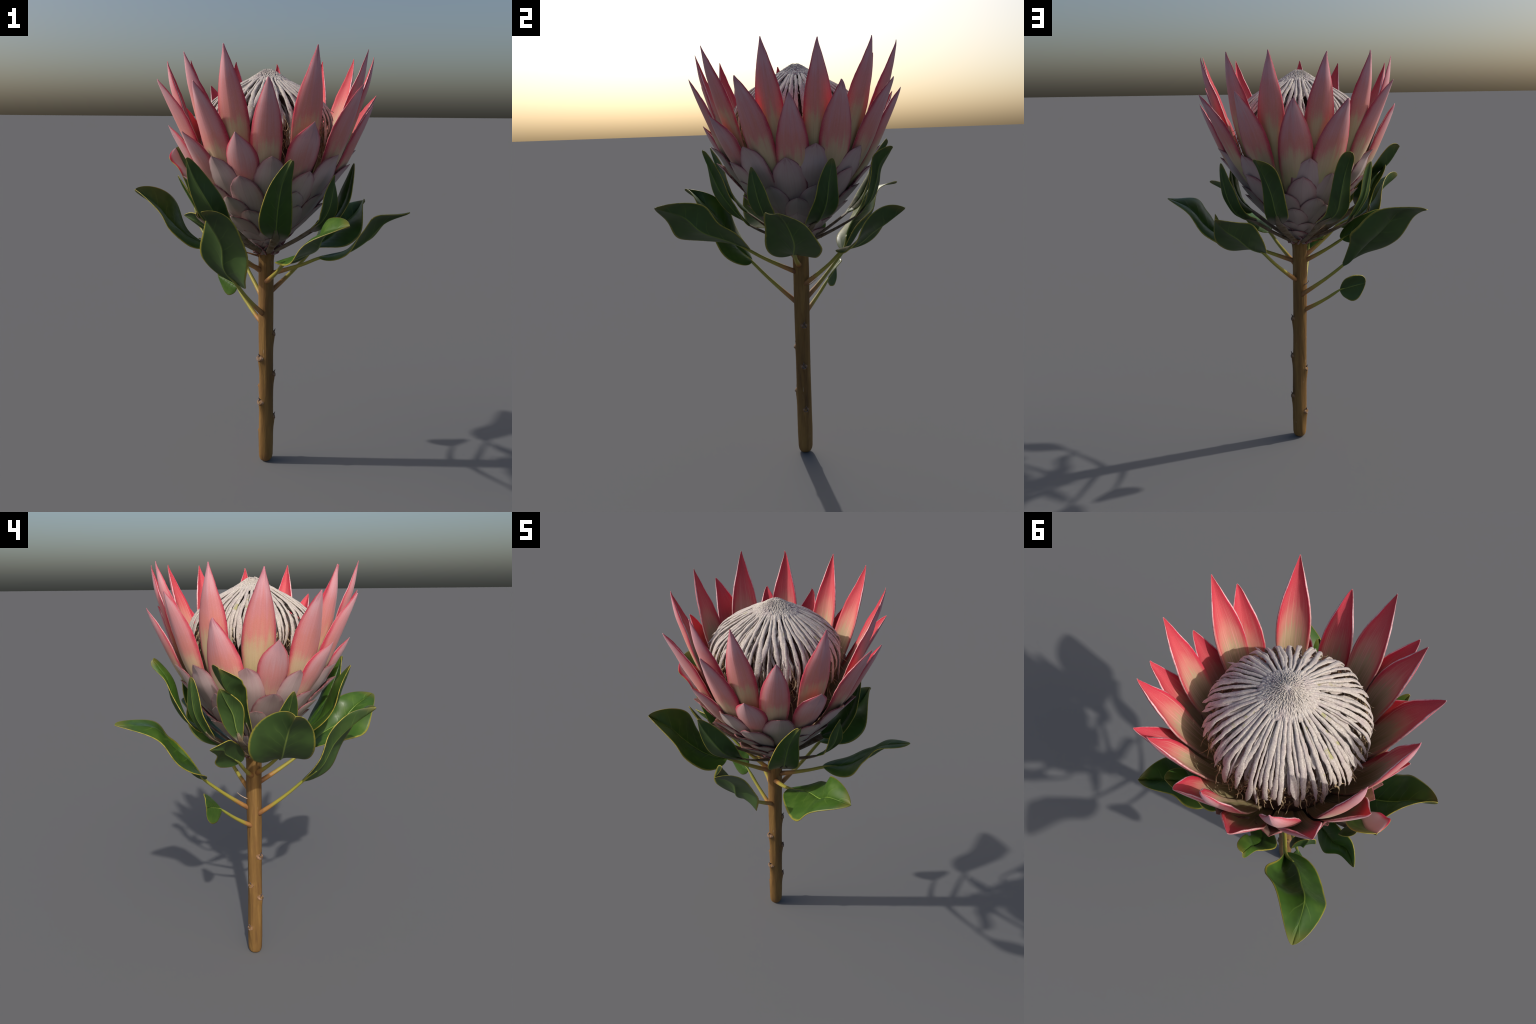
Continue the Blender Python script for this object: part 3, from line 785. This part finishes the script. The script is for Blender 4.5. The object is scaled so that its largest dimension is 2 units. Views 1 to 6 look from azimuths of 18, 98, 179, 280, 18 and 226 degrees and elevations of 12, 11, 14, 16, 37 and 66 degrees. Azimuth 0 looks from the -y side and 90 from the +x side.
def floret_mesh(name, start, end, half, depth, mat, flick):
    """one strand in the plane of azimuth 0, hugging the dome, with lateral meander and a lifted spoon end"""
    n = 34
    f = np.linspace(0, 1, n)
    arc = start + (end - start) * f
    r, z, nr, nz = dome_at(arc)
    lift = depth + 0.0010 * np.sin(f * rng.uniform(9, 15) + rng.uniform(0, 6)) + flick * np.clip((f - 0.75) / 0.25, 0, 1) ** 2
    lift = lift - 0.006 * np.clip((0.12 - f) / 0.12, 0, 1)
    kink = np.clip(f - rng.uniform(0.35, 0.8), 0, 1) * rng.normal() * 0.045
    lat = wobble(n, 0.0062, 9) * np.minimum(1, f * 4) + 0.0035 * np.sin(f * rng.uniform(3, 7) + rng.uniform(0, 6)) * f + kink * 0.6
    lift = lift + wobble(n, 0.005, 9) * f
    P = np.stack([lat, -(r + nr * lift), z + nz * lift], 1)
    end_shape = ((1.45, 1.05), (0.95, 0.6), (0.7, 0.38), (1.15, 0.9))[int(rng.integers(4))]        # spoon, plain, thread or blunt ends
    hw = half * np.interp(f, [0, 0.06, 0.3, 0.6, 0.82, 0.94, 1], [0.42, 0.58, 0.85, 1.0, *end_shape, 0.14]) * (1 + wobble(n, 0.26, 5))
    tk = np.interp(f, [0, 0.1, 0.5, 0.9, 1], [0.0030, 0.0040, 0.0042, 0.0028, 0.0009]) * (1 + wobble(n, 0.12, 4))
    N = np.stack([np.zeros(n), -nr, nz], 1)
    T = unit(np.gradient(P, axis=0))
    X = unit(np.cross(T, N))
    sides = 10
    a = np.arange(sides) * 2 * np.pi / sides
    twist = wobble(n, 0.45, 11)[:, None]
    ca, sa = np.cos(a)[None] , np.sin(a)[None]
    x = (ca * np.cos(twist) * hw[:, None] - sa * np.sin(twist) * tk[:, None])
    y = (ca * np.sin(twist) * hw[:, None] + sa * np.cos(twist) * tk[:, None])
    V = (P[:, None] + X[:, None] * x[..., None] + N[:, None] * y[..., None]).reshape(-1, 3)
    F = [(i * sides + k, i * sides + (k + 1) % sides, (i + 1) * sides + (k + 1) % sides, (i + 1) * sides + k) for i in range(n - 1) for k in range(sides)]
    F += [tuple(range(sides))[::-1], tuple((n - 1) * sides + k for k in range(sides))]
    me = bpy.data.meshes.new(name)
    me.from_pydata(V.tolist(), [], F)
    me.polygons.foreach_set("use_smooth", [True] * len(F))
    me.materials.append(mat)
    me.update()
    return me


def ring_of_florets(count, variants, start, end, half, depth, mat, phase, jitter, flick):
    pool = []
    for _ in range(variants):
        pool.append(floret_mesh("floret", arc_of_r(rng.uniform(*start)), rng.uniform(*end), half * rng.uniform(0.88, 1.15), depth + rng.normal() * 0.0012, mat, rng.uniform(*flick)))
    for i in range(count):
        o = bpy.data.objects.new("floret", pool[int(rng.integers(variants))])
        bpy.context.collection.objects.link(o)
        o.parent = HEAD
        o.location = (0, 0, -1.1)
        o.rotation_euler = (0, 0, math.radians((i + phase + rng.normal() * jitter) * 360 / count))


FULL = float(ARC[-1])
ring_of_florets(52, 36, (0.056, 0.080), (0.370, 0.520), 0.0082, 0.0005, M_FELT, 0.0, 0.22, (-0.026, 0.020))
ring_of_florets(44, 30, (0.070, 0.110), (0.300, 0.500), 0.0058, -0.0040, M_FELT, 0.4, 0.35, (-0.022, 0.022))
ring_of_florets(52, 30, (0.095, 0.140), (0.220, 0.400), 0.0072, -0.0100, M_FELT, 0.5, 0.25, (-0.022, 0.008))
ring_of_florets(46, 26, (0.130, 0.175), (0.360, 0.520), 0.0066, -0.0340, M_FELT, 0.25, 0.3, (-0.026, 0.012))
ring_of_florets(48, 24, (0.170, 0.210), (0.400, 0.560), 0.0056, -0.0620, M_FELT_LOW, 0.1, 0.35, (-0.020, 0.020))


def build_cap():
    """the closed centre: a smooth cone stippled with the ends of the youngest florets"""
    V, F = [], []
    a = np.arange(48) * 2 * np.pi / 48
    arcs = np.linspace(0.0008, arc_of_r(0.092), 14)
    for k in arcs:
        r, z, nr, nz = dome_at(k)
        sink = 0.003 + 0.008 * max(0, (r - 0.06) / 0.032)
        V.append(np.stack([(r - nr * sink) * np.sin(a), -(r - nr * sink) * np.cos(a), np.full(48, z - nz * sink)], 1))
    V = np.concatenate(V)
    F = [(i * 48 + k, i * 48 + (k + 1) % 48, (i + 1) * 48 + (k + 1) % 48, (i + 1) * 48 + k) for i in range(13) for k in range(48)] + [tuple(range(48))[::-1]]
    F = [tuple(f) for f in F]
    V = [V]
    off = 48 * 14
    count = 1100
    for i in range(count):                        # sunflower spiral of little ridges
        q = (i + 0.5) / count
        r0 = 0.004 + 0.080 * math.sqrt(q)
        az = i * 137.508 + rng.normal() * 4
        ln = 0.007 + 0.020 * q + rng.uniform(0, 0.006)
        k = arc_of_r(r0) + np.linspace(0, ln, 4)
        r, z, nr, nz = dome_at(k)
        lift = np.array([-0.003, 0.0004, 0.0008, -0.003]) + rng.normal() * 0.0005
        out, side = around(az)
        w = (0.0010 + 0.0024 * q) * np.array([0.5, 1.0, 1.0, 0.6])
        P = out[None] * (r + nr * lift)[:, None] + np.array([0, 0, 1.0]) * (z + nz * lift)[:, None]
        N = out[None] * nr[:, None] + np.array([0, 0, 1.0]) * nz[:, None]
        ring = []
        for c, s_ in ((1, -0.4), (0.75, 0.6), (0, 1.0), (-0.75, 0.6), (-1, -0.4)):
            ring.append(P + side * (w * c)[:, None] + N * (0.0015 * s_ * np.array([0.7, 1, 1, 0.7]))[:, None])
        G = np.stack(ring, 1).reshape(-1, 3)
        V.append(G)
        F += [(off + m * 5 + n, off + m * 5 + n + 1, off + (m + 1) * 5 + n + 1, off + (m + 1) * 5 + n) for m in range(3) for n in range(4)]
        F += [tuple(off + n for n in range(5))[::-1], tuple(off + 15 + n for n in range(5))]
        off += 20
    V = np.concatenate(V) + np.array([*AXIS, 0.0])
    o = add("young_florets", HEAD, np.array([*AXIS, 1.1]), V, F, [M_FELT])
    o.data.transform(__import__("mathutils").Matrix.Translation((0, 0, 1.1)))
    o.location.z -= 1.1
    o["kind"] = "stuff"


def build_hairs():
    """loose styles that hang and hook below the dome"""
    V, F, off = [], [], 0
    for i in range(320):
        az = i * 360 / 320 + rng.normal() * 2
        out, side = around(az)
        k = rng.uniform(0.34, 0.48) + np.linspace(0, rng.uniform(0.06, 0.15), 12)
        r, z, nr, nz = dome_at(np.minimum(k, FULL))
        f = np.linspace(0, 1, 12)
        lift = rng.uniform(-0.030, -0.006) + f ** 2 * rng.uniform(-0.02, 0.052) + 0.004 * np.sin(f * 8 + rng.uniform(0, 6))
        lat = np.cumsum(wobble(12, 0.006, 3)) + 0.010 * rng.normal() * f ** 2
        P = out[None] * (r + nr * lift)[:, None] + side[None] * lat[:, None] + np.array([0, 0, 1.0]) * (z + nz * lift + 0.02 * f ** 4 * rng.uniform(0, 1))[:, None]
        v, fc = tube(P, np.interp(f, [0, 0.6, 1], [0.0026, 0.0018, 0.0011]), up=out, sides=5)
        V.append(v)
        F += [tuple(x + off for x in q) for q in fc]
        off += len(v)
    V = np.concatenate(V) + np.array([*AXIS, 0.0])
    o = add("loose_styles", HEAD, np.array([*AXIS, 1.1]), V, F, [M_HAIR])
    o["kind"] = "stuff"


build_cap()
build_hairs()

ROOT["label"] = "pink king protea flower on a leafy brown woody stem"
ROOT["category"] = "cut flower"
